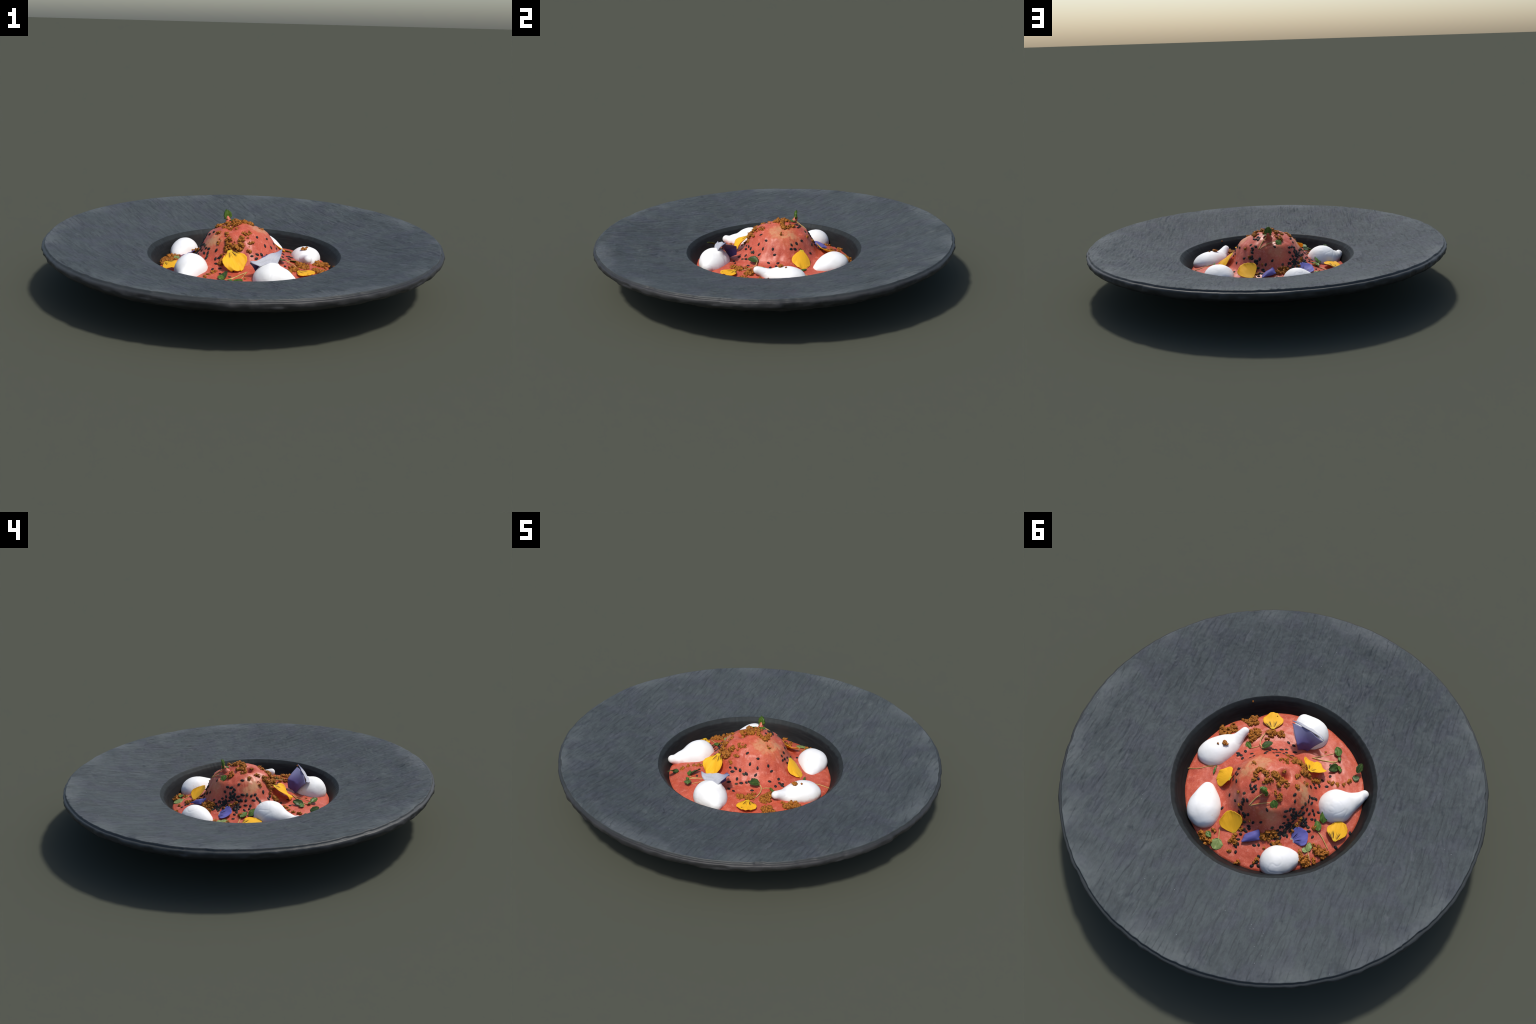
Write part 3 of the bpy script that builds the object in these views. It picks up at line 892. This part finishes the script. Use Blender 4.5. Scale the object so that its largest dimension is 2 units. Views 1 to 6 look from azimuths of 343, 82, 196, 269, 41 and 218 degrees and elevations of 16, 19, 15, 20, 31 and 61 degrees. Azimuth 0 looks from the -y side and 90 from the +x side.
def crumb_clump(x, y, radius, count, z0=None, heap=.6):
    lumps = max(1, int(round(count * .38))) if count > 3 else 1
    n = lumps + int(count * .7)
    r = radius * np.sqrt(npr.random(n)) * .95
    r[:lumps] *= .85
    an = npr.random(n) * 2 * np.pi
    px, py = x + r * np.cos(an), y + r * np.sin(an)
    size = npr.uniform(.0014, .0034, n)
    size[:lumps] = npr.uniform(.0050, .0112, lumps) * min(1.0, .55 + radius * 25)
    base = sauce_z(px, py) if z0 is None else np.full(n, z0)
    lift = heap * radius * np.maximum(0, 1 - (r / radius) ** 2) * npr.random(n) * .6 + size * .02
    nz = np.array(normal_at(x, y)) if z0 is None else np.array((0, 0, 1.0))
    V, F, n0 = [], [], 0
    for q in range(n):
        kind = LUMPS if q < lumps else GRAINS
        vs, fs = kind[npr.integers(len(kind))]
        rot = np.array(Matrix.Rotation(npr.random() * 6.28, 3, Vector(npr.normal(size=3)).normalized()))
        V.append(((vs * npr.uniform(.65, 1.35, 3) * size[q]) @ rot.T) * (1, 1, .85) + np.array((px[q], py[q], base[q])) + nz * lift[q])
        F.append(fs + n0)
        n0 += len(vs)
    me = mesh_from("biscuit_crumb", np.vstack(V), np.vstack(F), M_CRUMB, False)
    o = obj("biscuit_crumb", me, dessert)
    o["kind"] = "stuff"
    return o

CRUMBS_WALL = [(.410, -.097, .026, 26), (.380, -.108, .028, 26), (.367, -.129, .018, 10), (.381, -.088, .022, 14), (.355, -.134, .012, 6),
               (.338, -.128, .010, 4), (.325, -.240, .022, 18), (.304, -.229, .022, 20), (.318, -.208, .022, 18), (.358, -.200, .012, 6),
               (.288, -.225, .008, 3), (.394, -.074, .016, 8), (.384, -.150, .014, 7)]
CRUMBS_FRONT = [(.266, -.193, .018, 12), (.266, -.165, .020, 16), (.245, -.166, .022, 18), (.255, -.142, .020, 14), (.238, -.128, .016, 10),
                (.250, -.195, .014, 8), (.210, -.218, .018, 12), (.189, -.221, .020, 16), (.181, -.238, .014, 8), (.155, -.246, .020, 16),
                (.200, -.181, .012, 6), (.181, -.185, .007, 3), (-.078, -.307, .007, 2)]
CRUMBS_TOP = [(.044, .057, .022, 14), (.033, .047, .018, 10), (.036, .082, .014, 8), (-.004, .047, .020, 14), (-.025, .035, .022, 14),
              (-.046, .030, .020, 12), (-.064, .036, .022, 18), (-.090, .030, .022, 14), (-.073, .050, .018, 10), (-.042, -.018, .010, 4),
              (-.018, -.067, .016, 7), (.093, .033, .014, 7), (.014, -.060, .010, 4), (.034, .104, .014, 6), (-.014, -.086, .010, 4),
              (.001, -.114, .012, 5), (-.015, -.134, .010, 4), (-.108, .098, .016, 10), (-.080, .097, .012, 6), (-.032, .077, .020, 10),
              (-.020, .082, .014, 7), (-.134, -.003, .012, 5), (-.145, -.050, .012, 6)]
CRUMBS_FLANK = [(-.048, -.104, .018, 10), (-.056, -.118, .018, 12), (-.073, -.122, .020, 14), (-.100, -.106, .024, 20), (-.106, -.078, .022, 14),
                (-.121, -.108, .016, 10), (-.106, -.045, .014, 7), (-.153, -.112, .014, 9), (-.150, -.132, .018, 12), (-.155, -.148, .014, 9),
                (-.218, -.181, .010, 4), (-.235, -.195, .008, 3), (-.252, -.218, .009, 4), (-.261, -.258, .014, 7), (-.197, -.176, .006, 2)]
CRUMBS_BACK = [(.108, .406, .016, 9), (.104, .398, .020, 14), (.086, .408, .022, 18), (.067, .408, .020, 12), (.090, .380, .014, 7),
               (.074, .360, .014, 7), (-.027, .342, .020, 14), (-.047, .390, .010, 5), (-.114, .405, .011, 6), (-.176, .347, .014, 7),
               (-.206, .232, .020, 12), (-.193, .235, .012, 6), (-.163, .277, .006, 2), (-.126, .251, .020, 16), (-.142, .236, .018, 12),
               (-.153, .221, .018, 10), (-.171, .209, .020, 12), (-.226, .108, .016, 9), (-.222, .079, .014, 7), (-.026, .281, .014, 7),
               (-.021, .315, .012, 6), (-.033, .243, .007, 3), (-.046, .236, .006, 2), (-.227, .139, .012, 6), (-.286, .062, .012, 6),
               (.033, .208, .012, 5), (.067, .179, .008, 3)]
CRUMBS_SIDE = [(-.315, .203, .020, 14), (-.335, .214, .024, 20), (-.357, .212, .024, 20), (-.350, .193, .018, 10), (-.380, .181, .016, 9),
               (-.346, .127, .020, 14), (-.366, .122, .024, 20), (-.389, .111, .022, 18), (-.396, .130, .018, 12), (-.368, .145, .016, 9),
               (-.401, .122, .012, 6)]
for group in (CRUMBS_WALL, CRUMBS_FRONT, CRUMBS_TOP, CRUMBS_FLANK, CRUMBS_BACK, CRUMBS_SIDE):
    for c in group:
        crumb_clump(*c)
crumb_clump(.318, -.012, .013, 10, z0=.165, heap=.8)     # on the right-hand meringue
crumb_clump(.345, .010, .005, 2, z0=.168, heap=.2)
crumb_clump(.373, -.297, .006, 2, z0=.152, heap=.2)      # stray grain high on the wall
